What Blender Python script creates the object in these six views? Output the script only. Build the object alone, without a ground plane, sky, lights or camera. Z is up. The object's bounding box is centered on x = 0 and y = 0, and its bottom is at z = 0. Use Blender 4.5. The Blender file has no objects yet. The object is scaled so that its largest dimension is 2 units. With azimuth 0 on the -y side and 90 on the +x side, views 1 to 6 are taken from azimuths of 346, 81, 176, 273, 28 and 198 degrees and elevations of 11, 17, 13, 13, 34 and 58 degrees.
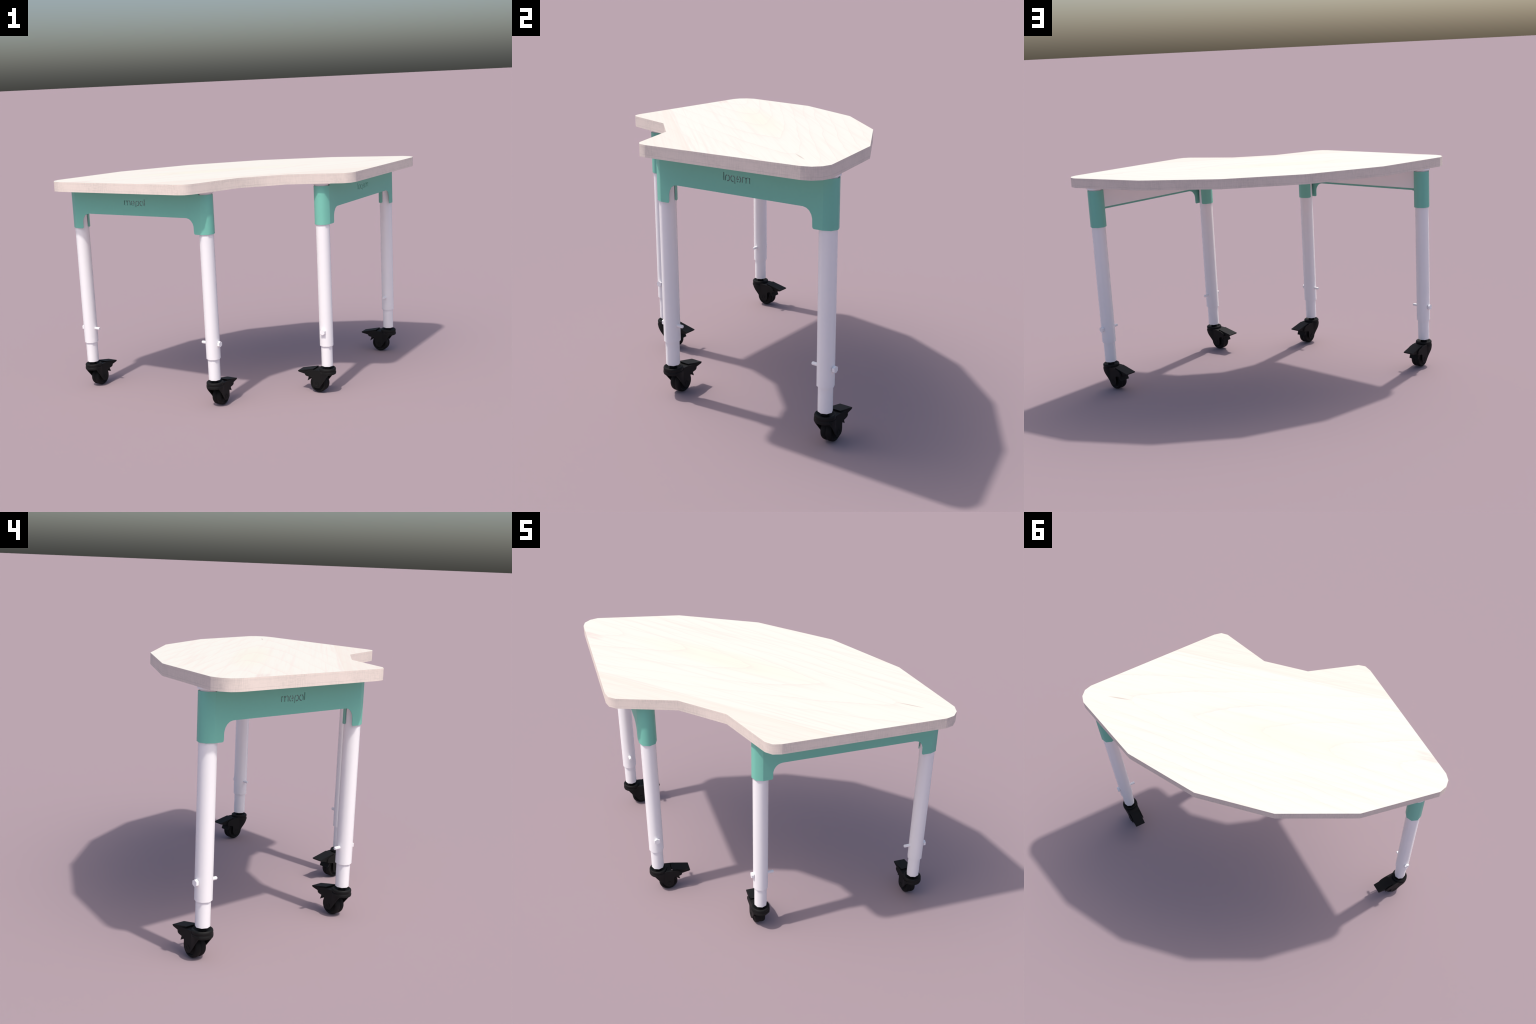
"""Curved classroom table: plywood top, two mint side frames, four white
telescopic legs, four black braked twin-wheel casters."""
import bpy, bmesh, math
from math import sin, cos, pi, radians, sqrt
from mathutils import Vector, Matrix

# ------------------------------------------------------------------ sizes
TOP_Z, BOTTOM_Z = 1.1565, 1.1062          # tabletop slab
FRONT_LEG = (0.3000, -0.3995)             # |x|, y of the leg axes
BACK_LEG = (0.8695, 0.1686)
FRAME_LEN = sqrt((BACK_LEG[0] - FRONT_LEG[0]) ** 2 + (BACK_LEG[1] - FRONT_LEG[1]) ** 2)
COVER_R, COVER_T = 0.0420, 0.0020         # mint sheet: wrap radius, thickness
COVER_LOW, COVER_ARCH, COVER_TOP = 0.8950, 0.9755, 1.0905
TUBE_R, TUBE_LOW = 0.0369, 0.2570         # outer leg tube
INNER_R, INNER_LOW = 0.0310, 0.1470       # inner leg tube
BOLT_Z = 0.3355
RAIL_LOW = 0.9920                          # white web behind the fascia


# ------------------------------------------------------------- materials
def new_mat(name):
    m = bpy.data.materials.new(name)
    m.use_nodes = True
    nt = m.node_tree
    return m, nt, nt.nodes["Principled BSDF"]


class Net:
    """tiny helper to wire shader nodes"""
    def __init__(self, nt):
        self.nt = nt

    def node(self, kind, **kw):
        n = self.nt.nodes.new(kind)
        for k, v in kw.items():
            setattr(n, k, v)
        return n

    def put(self, sock, v):
        if hasattr(v, "is_linked") or isinstance(v, bpy.types.NodeSocket):
            self.nt.links.new(v, sock)
        else:
            sock.default_value = v

    def math(self, op, a, b=0.0, clamp=False):
        n = self.node("ShaderNodeMath", operation=op, use_clamp=clamp)
        self.put(n.inputs[0], a)
        self.put(n.inputs[1], b)
        return n.outputs[0]

    def mix(self, fac, a, b):
        n = self.node("ShaderNodeMix", data_type="RGBA")
        self.put(n.inputs[0], fac)
        self.put(n.inputs[6], a)
        self.put(n.inputs[7], b)
        return n.outputs[2]

    def ramp(self, fac, stops, interp="LINEAR"):
        n = self.node("ShaderNodeValToRGB")
        cr = n.color_ramp
        cr.interpolation = interp
        while len(cr.elements) < len(stops):
            cr.elements.new(0.5)
        for e, (p, c) in zip(cr.elements, stops):
            e.position = p
            e.color = (c, c, c, 1) if not hasattr(c, "__len__") else (*c, 1)
        self.put(n.inputs[0], fac)
        return n.outputs[0]

    def noise(self, vec, scale, detail=2.0, rough=0.5):
        n = self.node("ShaderNodeTexNoise")
        self.put(n.inputs["Vector"], vec)
        n.inputs["Scale"].default_value = scale
        n.inputs["Detail"].default_value = detail
        n.inputs["Roughness"].default_value = rough
        return n.outputs[0]

    def stretch(self, vec, sx, sy, sz, loc=(0, 0, 0)):
        n = self.node("ShaderNodeMapping")
        n.inputs["Scale"].default_value = (sx, sy, sz)
        n.inputs["Location"].default_value = loc
        self.put(n.inputs[0], vec)
        return n.outputs[0]


def paint(name, col, rough, spec=0.5, speck=0.0):
    m, nt, b = new_mat(name)
    N = Net(nt)
    b.inputs["Roughness"].default_value = rough
    b.inputs["Specular IOR Level"].default_value = spec
    co = N.node("ShaderNodeTexCoord").outputs["Object"]
    g = N.noise(co, 90.0, 3.0)
    dark = tuple(c * (1 - speck) for c in col) + (1,)
    nt.links.new(N.mix(g, dark, tuple(min(1, c * (1 + speck)) for c in col) + (1,)), b.inputs["Base Color"])
    return m


def birch_face():
    m, nt, b = new_mat("birch_veneer")
    N = Net(nt)
    co = N.node("ShaderNodeTexCoord").outputs["Object"]
    sep = N.node("ShaderNodeSeparateXYZ")
    nt.links.new(co, sep.inputs[0])
    x, y = sep.outputs[0], sep.outputs[1]
    wob = N.math("SUBTRACT", N.noise(N.stretch(co, 1.6, 5.0, 1.0), 1.0, 3.0, 0.55), 0.5)
    v = N.math("ADD", N.math("SUBTRACT", y, 0.055), N.math("MULTIPLY", wob, 0.022))
    vp = N.math("MAXIMUM", v, 0.0)
    vn = N.math("MINIMUM", v, 0.0)

    def hyper(q, b, a):                      # rounded tip, straight flanks
        r = N.math("DIVIDE", q, b)
        return N.math("MULTIPLY", N.math("SUBTRACT", N.math("SQRT", N.math("ADD", N.math("MULTIPLY", r, r), 1.0)), 1.0), a)
    f = N.math("ADD", x, hyper(vp, 0.050, 0.330))
    f = N.math("ADD", f, hyper(vn, 0.110, 0.480))
    f = N.math("ADD", f, N.math("MULTIPLY", wob, 0.30))
    jag = N.noise(N.stretch(co, 30, 90, 1), 1.0, 2.0)
    f = N.math("ADD", f, N.math("MULTIPLY", jag, 0.035))
    ring = N.math("FRACT", N.math("ADD", N.math("MULTIPLY", f, 2.7), 0.02))
    line = N.ramp(ring, [(0.0, 1.0), (0.030, 0.60), (0.09, 0.28), (0.28, 0.06), (0.60, 0.0), (0.985, 0.0), (1.0, 1.0)])
    strength = N.ramp(N.noise(N.stretch(co, 1.3, 7.0, 1.0, (3, 1, 0)), 1.0, 1.0), [(0.30, 0.35), (0.62, 1.0)])
    line = N.math("MULTIPLY", line, strength)
    # fine pores and fibres run along x
    fibre = N.noise(N.stretch(co, 5.0, 160.0, 1.0), 1.0, 4.0, 0.6)
    fibre = N.ramp(fibre, [(0.46, 0.0), (0.72, 1.0)])
    streak = N.noise(N.stretch(co, 1.1, 42.0, 1.0, (0, 7, 0)), 1.0, 3.0, 0.6)
    streak = N.ramp(streak, [(0.50, 0.0), (0.66, 1.0)])
    base = (0.798, 0.770, 0.682, 1)
    pink = (0.775, 0.635, 0.560, 1)
    warm = (0.780, 0.695, 0.595, 1)
    # pale yellow heart of the cathedral figure
    heart = N.math("ADD", N.math("POWER", N.math("DIVIDE", N.math("ADD", x, 0.15), 0.55), 2.0),
                   N.math("POWER", N.math("DIVIDE", N.math("SUBTRACT", y, 0.06), 0.10), 2.0))
    heart = N.ramp(heart, [(0.0, 1.0), (1.0, 0.0)])
    c = N.mix(heart, base, (0.795, 0.765, 0.640, 1))
    c = N.mix(N.math("MULTIPLY", line, 0.68), c, pink)
    c = N.mix(N.math("MULTIPLY", streak, 0.33), c, pink)
    c = N.mix(N.math("MULTIPLY", fibre, 0.30), c, warm)
    # warmer, straight-grained stave along the front edge
    yb = N.math("ADD", y, N.math("MULTIPLY", x, -0.022))
    front = N.ramp(N.math("ADD", N.math("MULTIPLY", yb, -10.0), -2.83), [(0.45, 0.0), (0.50, 1.0), (1.0, 0.55)])
    lines = N.ramp(N.noise(N.stretch(co, 0.8, 85.0, 1.0, (0, 3, 0)), 1.0, 3.0, 0.6), [(0.42, 0.25), (0.62, 1.0)])
    c = N.mix(N.math("MULTIPLY", N.math("MULTIPLY", front, lines), 0.60), c, (0.750, 0.620, 0.550, 1))
    c = N.mix(N.math("MULTIPLY", front, 0.55), c, warm)
    # thin pink lines just behind the stave
    near = N.ramp(N.math("MULTIPLY", N.math("ADD", yb, 0.345), 10.0), [(0.0, 0.0), (0.10, 1.0), (0.55, 0.8), (1.0, 0.0)])
    c = N.mix(N.math("MULTIPLY", N.math("MULTIPLY", near, streak), 0.45), c, pink)
    # mineral streak and a pink knot near the two outer corners

    def spot(cx, cy, rx, ry, tilt):
        dx, dy = N.math("SUBTRACT", x, cx), N.math("SUBTRACT", y, cy)
        dy = N.math("SUBTRACT", dy, N.math("MULTIPLY", dx, tilt))
        d = N.math("ADD", N.math("POWER", N.math("DIVIDE", dx, rx), 2.0), N.math("POWER", N.math("DIVIDE", dy, ry), 2.0))
        return N.ramp(d, [(0.0, 1.0), (1.0, 0.0)])
    c = N.mix(N.math("MULTIPLY", spot(0.800, 0.0715, 0.070, 0.0050, 0.09), 0.85), c, (0.56, 0.46, 0.39, 1))
    kn = N.math("MULTIPLY", spot(-0.875, -0.030, 0.085, 0.030, -0.15), N.ramp(N.noise(N.stretch(co, 9, 60, 1), 1.0, 3.0), [(0.35, 0.2), (0.6, 1.0)]))
    c = N.mix(N.math("MULTIPLY", kn, 0.7), c, (0.70, 0.55, 0.50, 1))
    nt.links.new(c, b.inputs["Base Color"])
    b.inputs["Roughness"].default_value = 0.55
    b.inputs["Specular IOR Level"].default_value = 0.30
    return m


def birch_edge():
    m, nt, b = new_mat("birch_edge")
    N = Net(nt)
    co = N.node("ShaderNodeTexCoord").outputs["Object"]
    sep = N.node("ShaderNodeSeparateXYZ")
    nt.links.new(co, sep.inputs[0])
    z = sep.outputs[2]
    vert = N.noise(N.stretch(co, 330, 330, 30), 1.0, 3.0, 0.6)
    hori = N.noise(N.stretch(co, 40, 40, 420), 1.0, 3.0, 0.6)
    t = N.math("ADD", N.math("MULTIPLY", vert, 0.55), N.math("MULTIPLY", hori, 0.45))
    t = N.ramp(t, [(0.36, 1.0), (0.62, 0.0)])
    patch = N.ramp(N.noise(co, 11.0, 3.0), [(0.35, 0.25), (0.70, 1.0)])
    c = N.mix(N.math("MULTIPLY", t, patch), (0.850, 0.745, 0.670, 1), (0.660, 0.590, 0.530, 1))
    # glue lines between the plies, broken by noise
    wav = N.math("MULTIPLY", N.math("SUBTRACT", N.noise(co, 5.0, 1.0), 0.5), 0.006)
    zz = N.math("ADD", z, wav)
    for depth, amt in ((0.0085, 0.35), (0.0120, 0.25), (0.0400, 0.50)):
        d = N.math("ABSOLUTE", N.math("SUBTRACT", zz, TOP_Z - depth))
        ln = N.ramp(N.math("MULTIPLY", d, 400.0), [(0.0, 1.0), (0.45, 0.0)])
        ln = N.math("MULTIPLY", N.math("MULTIPLY", ln, amt),
                    N.ramp(N.noise(N.stretch(co, 14, 14, 2, (depth * 900, 0, 0)), 1.0, 2.0), [(0.35, 0.35), (0.6, 1.0)]))
        c = N.mix(ln, c, (0.44, 0.40, 0.37, 1))
    nt.links.new(c, b.inputs["Base Color"])
    b.inputs["Roughness"].default_value = 0.6
    b.inputs["Specular IOR Level"].default_value = 0.3
    return m


M_FACE = birch_face()
M_EDGE = birch_edge()
M_MINT = paint("mint_powder_coat", (0.203, 0.580, 0.460), 0.50, 0.35, 0.02)
M_WHITE = paint("white_powder_coat", (0.970, 0.955, 0.965), 0.45, 0.5, 0.01)
M_BLACK = paint("black_plastic", (0.0110, 0.0110, 0.0110), 0.60, 0.15, 0.10)
M_RUBBER = paint("black_rubber", (0.0090, 0.0090, 0.0092), 0.65, 0.15, 0.10)
M_PEDAL = paint("pedal_plastic", (0.0110, 0.0110, 0.0112), 0.60, 0.12, 0.08)


# --------------------------------------------------------- mesh helpers
def finish(bm, name, mat, sharp=None, smooth=True):
    """bmesh -> mesh; edges steeper than `sharp` degrees are creased"""
    bmesh.ops.recalc_face_normals(bm, faces=bm.faces)
    for f in bm.faces:
        f.smooth = smooth
    if sharp is not None:
        for e in bm.edges:
            if len(e.link_faces) != 2 or e.calc_face_angle(0) > radians(sharp):
                e.smooth = False
    me = bpy.data.meshes.new(name)
    bm.to_mesh(me)
    bm.free()
    for m in (mat if isinstance(mat, (list, tuple)) else [mat]):
        me.materials.append(m)
    return me


def prism(bm, outline, lo, hi, axes="xz"):
    """extrude a 2D outline between lo and hi along the missing axis"""
    def P(a, b, c):
        return {"xy": (a, b, c), "xz": (a, c, b), "yz": (c, a, b)}[axes]
    A = [bm.verts.new(P(a, b, lo)) for a, b in outline]
    B = [bm.verts.new(P(a, b, hi)) for a, b in outline]
    n = len(outline)
    bm.faces.new(A)
    bm.faces.new(B[::-1])
    for i in range(n):
        bm.faces.new((A[i], A[(i + 1) % n], B[(i + 1) % n], B[i]))


def lathe(bm, profile, seg, axis="z", centre=(0, 0, 0), phase=0.0):
    """revolve (radius, height) pairs; radius 0 closes to a pole"""
    def P(r, a, h):
        c, s = r * cos(a), r * sin(a)
        v = {"z": (c, s, h), "y": (c, h, s), "x": (h, c, s)}[axis]
        return (v[0] + centre[0], v[1] + centre[1], v[2] + centre[2])
    rings = []
    for r, h in profile:
        if r <= 1e-9:
            rings.append([bm.verts.new(P(0, 0, h))])
        else:
            rings.append([bm.verts.new(P(r, phase + 2 * pi * i / seg, h)) for i in range(seg)])
    for a, b in zip(rings, rings[1:]):
        for i in range(seg):
            j = (i + 1) % seg
            q = [a[i % len(a)], a[j % len(a)], b[j % len(b)], b[i % len(b)]]
            u = []
            for v in q:
                if v not in u:
                    u.append(v)
            if len(u) > 2:
                bm.faces.new(u)


def add(name, me, parent, loc=(0, 0, 0), rot=0.0):
    o = bpy.data.objects.new(name, me)
    bpy.context.scene.collection.objects.link(o)
    o.parent = parent
    o.location = loc
    o.rotation_euler = (0, 0, rot)
    return o


def apply_modifiers(me, setup):
    o = bpy.data.objects.new("work_piece", me)
    bpy.context.scene.collection.objects.link(o)
    extra = setup(o) or []
    dg = bpy.context.evaluated_depsgraph_get()
    out = bpy.data.meshes.new_from_object(o.evaluated_get(dg))
    for k in [o] + extra:
        bpy.data.objects.remove(k)
    return out


# ------------------------------------------------------------ tabletop
def tabletop_mesh():
    # right half of the plan, back centre to front centre
    arc = [(0.2127, 0.5110), (0.6220, 0.3880)]
    outer_corner = [(0.9755, 0.1525), (0.9975, 0.1160), (1.0000, 0.0745), (0.9810, 0.0385)]
    inner_corner = [(0.4520, -0.4900), (0.4180, -0.5110), (0.3800, -0.5095)]
    bay = [(0.1255, -0.3890)]
    half = arc + outer_corner + inner_corner + bay
    plan = half + [(-x, y) for x, y in half[::-1]]
    creased = {(0.9755, 0.1525), (0.9810, 0.0385), (0.4520, -0.4900)}
    bm = bmesh.new()
    prism(bm, plan, BOTTOM_Z, TOP_Z, "xy")
    bmesh.ops.recalc_face_normals(bm, faces=bm.faces)
    for f in bm.faces:
        f.smooth = True
        f.material_index = 0 if abs(f.normal.z) > 0.5 else 1
    for e in bm.edges:
        a, b = e.verts
        if abs(a.co.z - b.co.z) < 1e-6:
            e.smooth = False
        elif (round(abs(a.co.x), 4), round(a.co.y, 4)) in creased:
            e.smooth = False
    me = bpy.data.meshes.new("tabletop")
    bm.to_mesh(me)
    bm.free()
    me.materials.append(M_FACE)
    me.materials.append(M_EDGE)
    return me


# ----------------------------------------------- stencil lettering strokes
def arc_pts(cx, cz, rx, rz, a0, a1, n=9):
    return [(cx + rx * cos(radians(a0 + (a1 - a0) * i / n)), cz + rz * sin(radians(a0 + (a1 - a0) * i / n)))
            for i in range(n + 1)]


def ribbon(path, w):
    """thicken a polyline into a closed outline of width w"""
    L, R = [], []
    for i, p in enumerate(path):
        a = Vector(path[max(i - 1, 0)])
        b = Vector(path[min(i + 1, len(path) - 1)])
        t = (b - a).normalized()
        nrm = Vector((-t.y, t.x)) * (w / 2)
        L.append((p[0] + nrm.x, p[1] + nrm.y))
        R.append((p[0] - nrm.x, p[1] - nrm.y))
    return L + R[::-1]


def lettering_strokes():
    """strokes of the cut-out word, origin at baseline left, metres, reading +x"""
    xh = 0.0228
    S = []
    # m
    S.append([(0.0000, 0.0), (0.0000, xh)])
    S.append([(0.0012, xh - 0.0042), (0.0032, xh - 0.0012), (0.0052, xh - 0.0002)])
    S.append([(0.0105, xh + 0.0002), (0.0140, xh - 0.0020), (0.0168, xh - 0.0060), (0.0175, xh - 0.0105), (0.0175, 0.0)])
    S.append([(0.0180, xh - 0.0068), (0.0205, xh - 0.0030), (0.0238, xh)])
    S.append([(0.0285, xh)] + arc_pts(0.0290, xh - 0.0080, 0.0068, 0.0080, 75, 0, 6) + [(0.0358, 0.0)])
    # e
    S.append(arc_pts(0.0535, 0.0112, 0.0098, 0.0116, 108, 250))
    S.append(arc_pts(0.0535, 0.0112, 0.0098, 0.0116, 72, 2, 6) + [(0.0622, 0.0112), (0.0528, 0.0112)])
    S.append(arc_pts(0.0535, 0.0112, 0.0098, 0.0116, 288, 328, 4))
    # p
    S.append([(0.0728, -0.0085), (0.0728, 0.0115)] + arc_pts(0.0830, 0.0112, 0.0102, 0.0116, 178, 108, 6))
    S.append(arc_pts(0.0830, 0.0112, 0.0098, 0.0116, 80, -112, 12))
    # a
    S.append(arc_pts(0.1092, 0.0112, 0.0102, 0.0116, 104, 282, 12))
    S.append(arc_pts(0.1092, 0.0112, 0.0102, 0.0116, 76, 2, 6) + [(0.1194, 0.0)])
    # l
    S.append([(0.1278, 0.0), (0.1278, 0.0318)])
    return S


# ------------------------------------------------------- mint side frame
def cover_mesh(mirror):
    """folded sheet: flat fascia with an arch, hooked round a leg at each end.
    local x runs front leg -> back leg, y points outward"""
    L, R = FRAME_LEN, COVER_R
    bm = bmesh.new()
    # fascia outline below, front half then mirrored
    foot = [(0.0385, COVER_LOW), (0.0430, COVER_LOW + 0.002), (0.0455, COVER_LOW + 0.007)]
    arch = [(0.0460, 0.9340), (0.0505, 0.9490), (0.0600, 0.9630), (0.0720, 0.9715), (0.0880, COVER_ARCH)]
    low = foot + arch
    bottom = [(0.0, COVER_LOW)] + low + [(L - x, z) for x, z in low[::-1]] + [(L, COVER_LOW)]
    bv = [bm.verts.new((x, R, z)) for x, z in bottom]
    tv = [bm.verts.new((L, R, COVER_TOP)), bm.verts.new((0.0, R, COVER_TOP))]
    step = 0.006                             # fascia rises past the hooks to the tabletop
    up = [bm.verts.new((L - step, R, COVER_TOP)), bm.verts.new((L - step, R, BOTTOM_Z - 0.0007)),
          bm.verts.new((step, R, BOTTOM_Z - 0.0007)), bm.verts.new((step, R, COVER_TOP))]
    bm.faces.new(bv + [tv[0]] + up + [tv[1]])
    # hooks: facets every 45 degrees from the fascia round to the inner lip
    lip = radians(262)
    angs = [radians(45 * i) for i in range(6)] + [lip]
    for end, b0, t0, sgn in ((0.0, bv[0], tv[1], -1), (L, bv[-1], tv[0], 1)):
        pb, pt = b0, t0
        for k, a in enumerate(angs[1:]):
            rr = R if k < 5 else R * 0.955
            x, y = end + sgn * rr * sin(a), rr * cos(a)
            lift = 0.0 if k < 5 else 0.004
            nb = bm.verts.new((x, y, COVER_LOW + lift))
            nt_ = bm.verts.new((x, y, COVER_TOP))
            if k == 5:                       # rounded lower corner of the lip
                q = rr and radians(252)
                mx, my = end + sgn * R * 0.962 * sin(q), R * 0.962 * cos(q)
                mb = bm.verts.new((mx, my, COVER_LOW))
                bm.faces.new((pb, mb, nb, nt_, pt))
            else:
                bm.faces.new((pb, nb, nt_, pt))
            pb, pt = nb, nt_
    bmesh.ops.recalc_face_normals(bm, faces=bm.faces)
    big = max(bm.faces, key=lambda f: f.calc_area())
    if big.normal.y < 0:
        bmesh.ops.reverse_faces(bm, faces=bm.faces)
    me = bpy.data.meshes.new("cover_sheet")
    bm.to_mesh(me)
    bm.free()

    cut = bmesh.new()
    for st in lettering_strokes():
        o = ribbon([(0.4680 - x, 1.0290 + z) for x, z in st], 0.0043)
        prism(cut, o, R - 0.02, R + 0.02, "xz")
    bmesh.ops.recalc_face_normals(cut, faces=cut.faces)
    cme = bpy.data.meshes.new("stencil_cutter")
    cut.to_mesh(cme)
    cut.free()

    def setup(o):
        s = o.modifiers.new("thick", "SOLIDIFY")
        s.thickness = COVER_T
        s.offset = -1.0
        s.use_even_offset = True
        c = bpy.data.objects.new("stencil_cutter", cme)
        bpy.context.scene.collection.objects.link(c)
        bo = o.modifiers.new("cut", "BOOLEAN")
        bo.operation = "DIFFERENCE"
        bo.solver = "EXACT"
        bo.use_self = True
        bo.object = c
        return [c]
    out = apply_modifiers(me, setup)
    bm = bmesh.new()
    bm.from_mesh(out)
    if mirror:
        for v in bm.verts:
            v.co.x = -v.co.x
        bmesh.ops.reverse_faces(bm, faces=bm.faces)
    for f in bm.faces:
        f.smooth = True
        f.material_index = 0
    for e in bm.edges:
        a, b = e.verts
        sharp = len(e.link_faces) != 2 or e.calc_face_angle(0) > radians(50)
        if abs(a.co.z - b.co.z) > 0.05 and a.co.y > 0.03 and (abs(abs(a.co.x)) < 1e-3 or abs(abs(a.co.x) - L) < 1e-3):
            sharp = True                     # fold line where fascia meets hook
        if sharp:
            e.smooth = False
    me = bpy.data.meshes.new("frame_cover")
    bm.to_mesh(me)
    bm.free()
    me.materials.clear()
    me.materials.append(M_MINT)
    return me


def rail_mesh(mirror):
    """white rail that bridges the two legs behind the fascia"""
    bm = bmesh.new()
    x0, x1 = 0.034, FRAME_LEN - 0.034
    if mirror:
        x0, x1 = -x1, -x0
    prism(bm, [(0.0055, RAIL_LOW), (0.0225, RAIL_LOW), (0.0225, BOTTOM_Z - 0.0005), (0.0055, BOTTOM_Z - 0.0005)], x0, x1, "yz")
    return finish(bm, "rail", M_WHITE, 40)


# ----------------------------------------------------------------- legs
def leg_mesh():
    bm = bmesh.new()
    t = 0.0032
    lathe(bm, [(TUBE_R - t, TUBE_LOW + 0.05), (TUBE_R - t, TUBE_LOW), (TUBE_R, TUBE_LOW), (TUBE_R, BOTTOM_Z - 0.009),
               (0.0, BOTTOM_Z - 0.009)], 8)
    return finish(bm, "leg", M_WHITE, 60)


def inner_tube_mesh():
    bm = bmesh.new()
    lathe(bm, [(0.0, INNER_LOW + 0.002), (INNER_R - 0.004, INNER_LOW), (INNER_R, INNER_LOW), (INNER_R, TUBE_LOW + 0.12), (0, TUBE_LOW + 0.12)], 8)
    return finish(bm, "inner_tube", M_WHITE, 60)


def flange_mesh():
    bm = bmesh.new()
    lathe(bm, [(0.0, BOTTOM_Z - 0.0100), (0.0405, BOTTOM_Z - 0.0100), (0.0455, BOTTOM_Z - 0.0078), (0.0455, BOTTOM_Z - 0.0006), (0.0, BOTTOM_Z - 0.0006)], 24)
    return finish(bm, "mounting_flange", M_WHITE, 35)


def bolt_mesh():
    """through bolt: hex head on +x, bare end on -x"""
    bm = bmesh.new()
    lathe(bm, [(0.0, 0.0355), (0.0148, 0.0355), (0.0148, 0.0470), (0.0, 0.0470)], 6, "x", phase=pi / 6)
    lathe(bm, [(0.0, -0.0640), (0.0060, -0.0640), (0.0075, -0.0615), (0.0075, 0.0360), (0, 0.0360)], 10, "x")
    return finish(bm, "bolt", M_WHITE, 35)


# --------------------------------------------------------------- casters
PLATE_W = 0.0365
RING_R = 0.0448
FORK_SIDE = [(0.0260, 0.1235), (0.0400, 0.1238), (0.0565, 0.1227), (0.0829, 0.1195), (0.0990, 0.1148), (0.1095, 0.1090),
             (0.1155, 0.1020), (0.1165, 0.0958), (0.1140, 0.0895), (0.1080, 0.0858), (0.0935, 0.0832), (0.0790, 0.0818),
             (0.0740, 0.0775), (0.0728, 0.0700), (0.0730, 0.0540), (0.0712, 0.0400), (0.0650, 0.0305), (0.0560, 0.0262),
             (0.0455, 0.0252), (0.0365, 0.0275), (0.0295, 0.0330), (0.0260, 0.0385)]


def fork_mesh():
    bm = bmesh.new()
    for sg in (1, -1):
        prism(bm, FORK_SIDE, sg * (PLATE_W - 0.004), sg * PLATE_W, "xz")
        # axle head and pedal pivot
        a = sg * PLATE_W
        lathe(bm, [(0.0, a - sg * 0.003), (0.0115, a - sg * 0.003), (0.0115, a + sg * 0.0012), (0.0085, a + sg * 0.0014), (0.0075, a + sg * 0.0002), (0.0, a + sg * 0.0002)],
              16, "y", (0.0465, 0, 0.0470))
        lathe(bm, [(0.0, a - sg * 0.003), (0.0062, a - sg * 0.003), (0.0055, a + sg * 0.0012), (0, a + sg * 0.0012)],
              12, "y", (0.1065, 0, 0.0975))
        # flared cheek: crease of the flat plate out to the swivel ring
        rows = 8
        outer, inner = [], []
        for i in range(rows + 1):
            t = i / rows
            r = 0.026 + (-0.024 - 0.026) * t
            ring_w = sqrt(RING_R ** 2 - r * r)
            top_w = ring_w
            zlow = 0.0385 + (0.1055 - 0.0385) * t
            cols = []
            for j in range(5):
                s = j / 4
                zz = zlow + (0.117 - zlow) * s
                ww = PLATE_W + (top_w - PLATE_W) * (t + (1 - t) * s ** 1.2) * min(1, 0.35 + s + t)
                ww = min(ww, top_w)
                cols.append((r, ww, zz))
            outer.append([bm.verts.new((r_, sg * w_, z_)) for r_, w_, z_ in cols])
            inner.append([bm.verts.new((r_ + 0.0, sg * (w_ - 0.004), z_)) for r_, w_, z_ in cols])
        for g in (outer, inner):
            for i in range(rows):
                for j in range(4):
                    bm.faces.new((g[i][j], g[i + 1][j], g[i + 1][j + 1], g[i][j + 1]))
        for i in range(rows):
            bm.faces.new((outer[i][0], outer[i + 1][0], inner[i + 1][0], inner[i][0]))
            bm.faces.new((outer[i][4], outer[i + 1][4], inner[i + 1][4], inner[i][4]))
        for j in range(4):
            bm.faces.new((outer[0][j], outer[0][j + 1], inner[0][j + 1], inner[0][j]))
            bm.faces.new((outer[rows][j], outer[rows][j + 1], inner[rows][j + 1], inner[rows][j]))
    # web joining the side plates behind the ring
    prism(bm, [(-0.010, 0.1030), (0.066, 0.1080), (0.066, 0.1215), (0.056, 0.1225), (0.026, 0.1232), (-0.010, 0.1200)],
          -PLATE_W + 0.0005, PLATE_W - 0.0005, "xz")
    return finish(bm, "caster", M_BLACK, 38)


def ring_mesh():
    bm = bmesh.new()
    lathe(bm, [(0.0, 0.1020), (0.0405, 0.1020), (RING_R - 0.0012, 0.1036), (RING_R, 0.1080), (RING_R, 0.1140), (RING_R - 0.0022, 0.1172),
               (RING_R - 0.0026, 0.1200), (RING_R - 0.0012, 0.1230), (RING_R - 0.0008, 0.1290), (RING_R - 0.0022, 0.1335), (RING_R - 0.0055, 0.1358),
               (0.0360, 0.1352), (0.0300, 0.1300), (0.0225, 0.1265), (0.0185, 0.1260), (0.0, 0.1260)], 40)
    return finish(bm, "swivel_ring", M_BLACK, 45)


def stem_mesh():
    bm = bmesh.new()
    lathe(bm, [(0.0, 0.1250), (0.0178, 0.1250), (0.0178, 0.1330), (0.0168, 0.1335), (0.0168, INNER_LOW + 0.006), (0, INNER_LOW + 0.006)], 16)
    return finish(bm, "stem", M_BLACK, 40)


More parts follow.
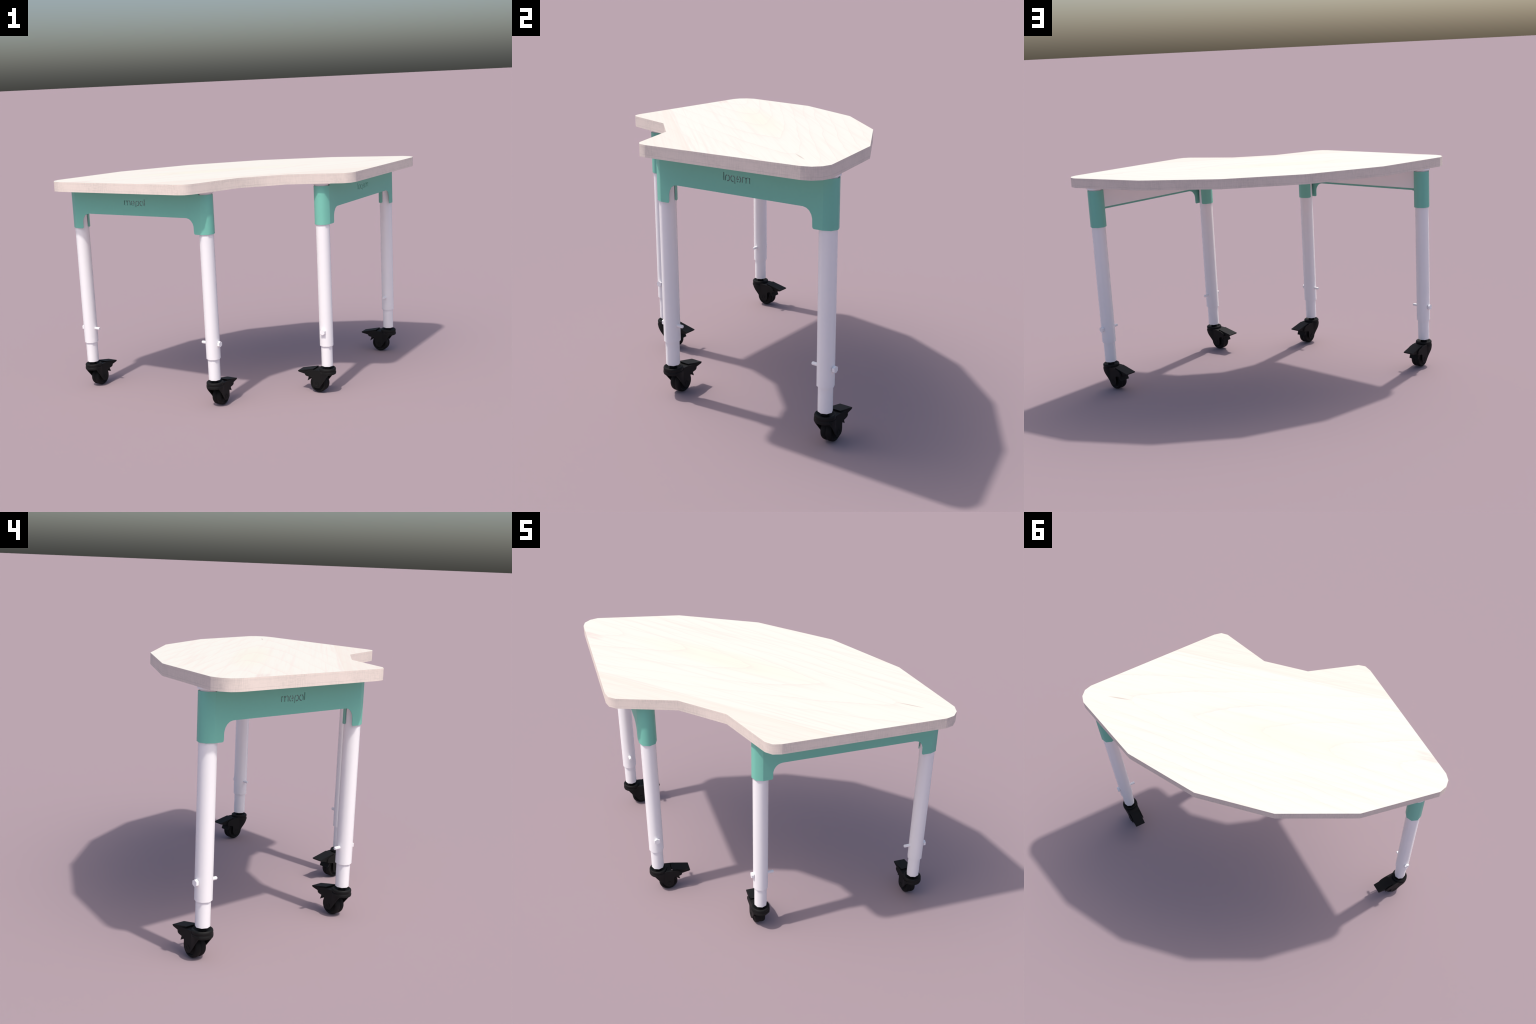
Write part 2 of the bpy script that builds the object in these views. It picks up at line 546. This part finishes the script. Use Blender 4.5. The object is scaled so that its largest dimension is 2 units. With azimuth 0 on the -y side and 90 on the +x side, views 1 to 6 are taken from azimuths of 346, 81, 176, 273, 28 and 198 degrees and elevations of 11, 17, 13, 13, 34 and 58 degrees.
def wheel_mesh():
    bm = bmesh.new()
    R = 0.0470
    for sg in (1, -1):
        prof = [(0.0, 0.0002), (0.0440, 0.0002), (0.0448, 0.0016), (0.0464, 0.0055), (R, 0.0105), (0.0467, 0.0160), (0.0455, 0.0205),
                (0.0430, 0.0240), (0.0395, 0.0260), (0.0360, 0.0262), (0.0335, 0.0245), (0.0320, 0.0215), (0.0150, 0.0215),
                (0.0140, 0.0320), (0.0, 0.0320)]
        lathe(bm, [(r, sg * w) for r, w in prof], 40, "y", (0.0470, 0, R))
    return finish(bm, "wheel", M_RUBBER, 40)


def pedal_mesh():
    bm = bmesh.new()
    prism(bm, [(0.0670, 0.1283), (0.1604, 0.1076), (0.1612, 0.1052), (0.1570, 0.1005), (0.1190, 0.0935), (0.1000, 0.0905), (0.0690, 0.1180)],
          -0.0292, 0.0292, "xz")
    return finish(bm, "brake_pedal", M_PEDAL, 30, True)


def shoe_mesh():
    bm = bmesh.new()
    prism(bm, [(0.0860, 0.0960), (0.1030, 0.0960), (0.0985, 0.0800), (0.1065, 0.0575), (0.0930, 0.0660), (0.0890, 0.0730)],
          -0.0280, 0.0280, "xz")
    return finish(bm, "brake_shoe", M_BLACK, 30)


# ------------------------------------------------------------- assemble
root = bpy.data.objects.new("school_table", None)
bpy.context.scene.collection.objects.link(root)
root["label"] = "curved plywood school table with mint frames on braked casters"
root["category"] = "table"

add("tabletop", tabletop_mesh(), root)

for side in (-1, 1):
    mirror = side > 0
    origin = (side * FRONT_LEG[0], FRONT_LEG[1], 0)
    rot = radians(225 if mirror else 135)
    add("frame_cover", cover_mesh(mirror), root, origin, rot)
    add("rail", rail_mesh(mirror), root, origin, rot)

LEG, INNER, FLANGE, BOLT = leg_mesh(), inner_tube_mesh(), flange_mesh(), bolt_mesh()
FORK, RING, STEM, WHEEL, PEDAL, SHOE = fork_mesh(), ring_mesh(), stem_mesh(), wheel_mesh(), pedal_mesh(), shoe_mesh()

for side in (-1, 1):
    for (ax, ay), head in ((FRONT_LEG, -1), (BACK_LEG, 1)):
        loc = (side * ax, ay, 0)
        # bolt head looks along the frame, away from the other leg
        along = math.atan2(head * 1.0, head * side * 1.0)
        leg = add("leg", LEG, root, loc, along)
        add("inner_tube", INNER, leg)
        add("mounting_flange", FLANGE, leg)
        add("bolt", BOLT, leg, (0, 0, BOLT_Z))
        # casters trail inward, square to the frame
        caster = add("caster", FORK, root, loc, radians(135 if side > 0 else 45))
        for n, me in (("swivel_ring", RING), ("stem", STEM), ("wheel", WHEEL), ("brake_pedal", PEDAL), ("brake_shoe", SHOE)):
            add(n, me, caster)
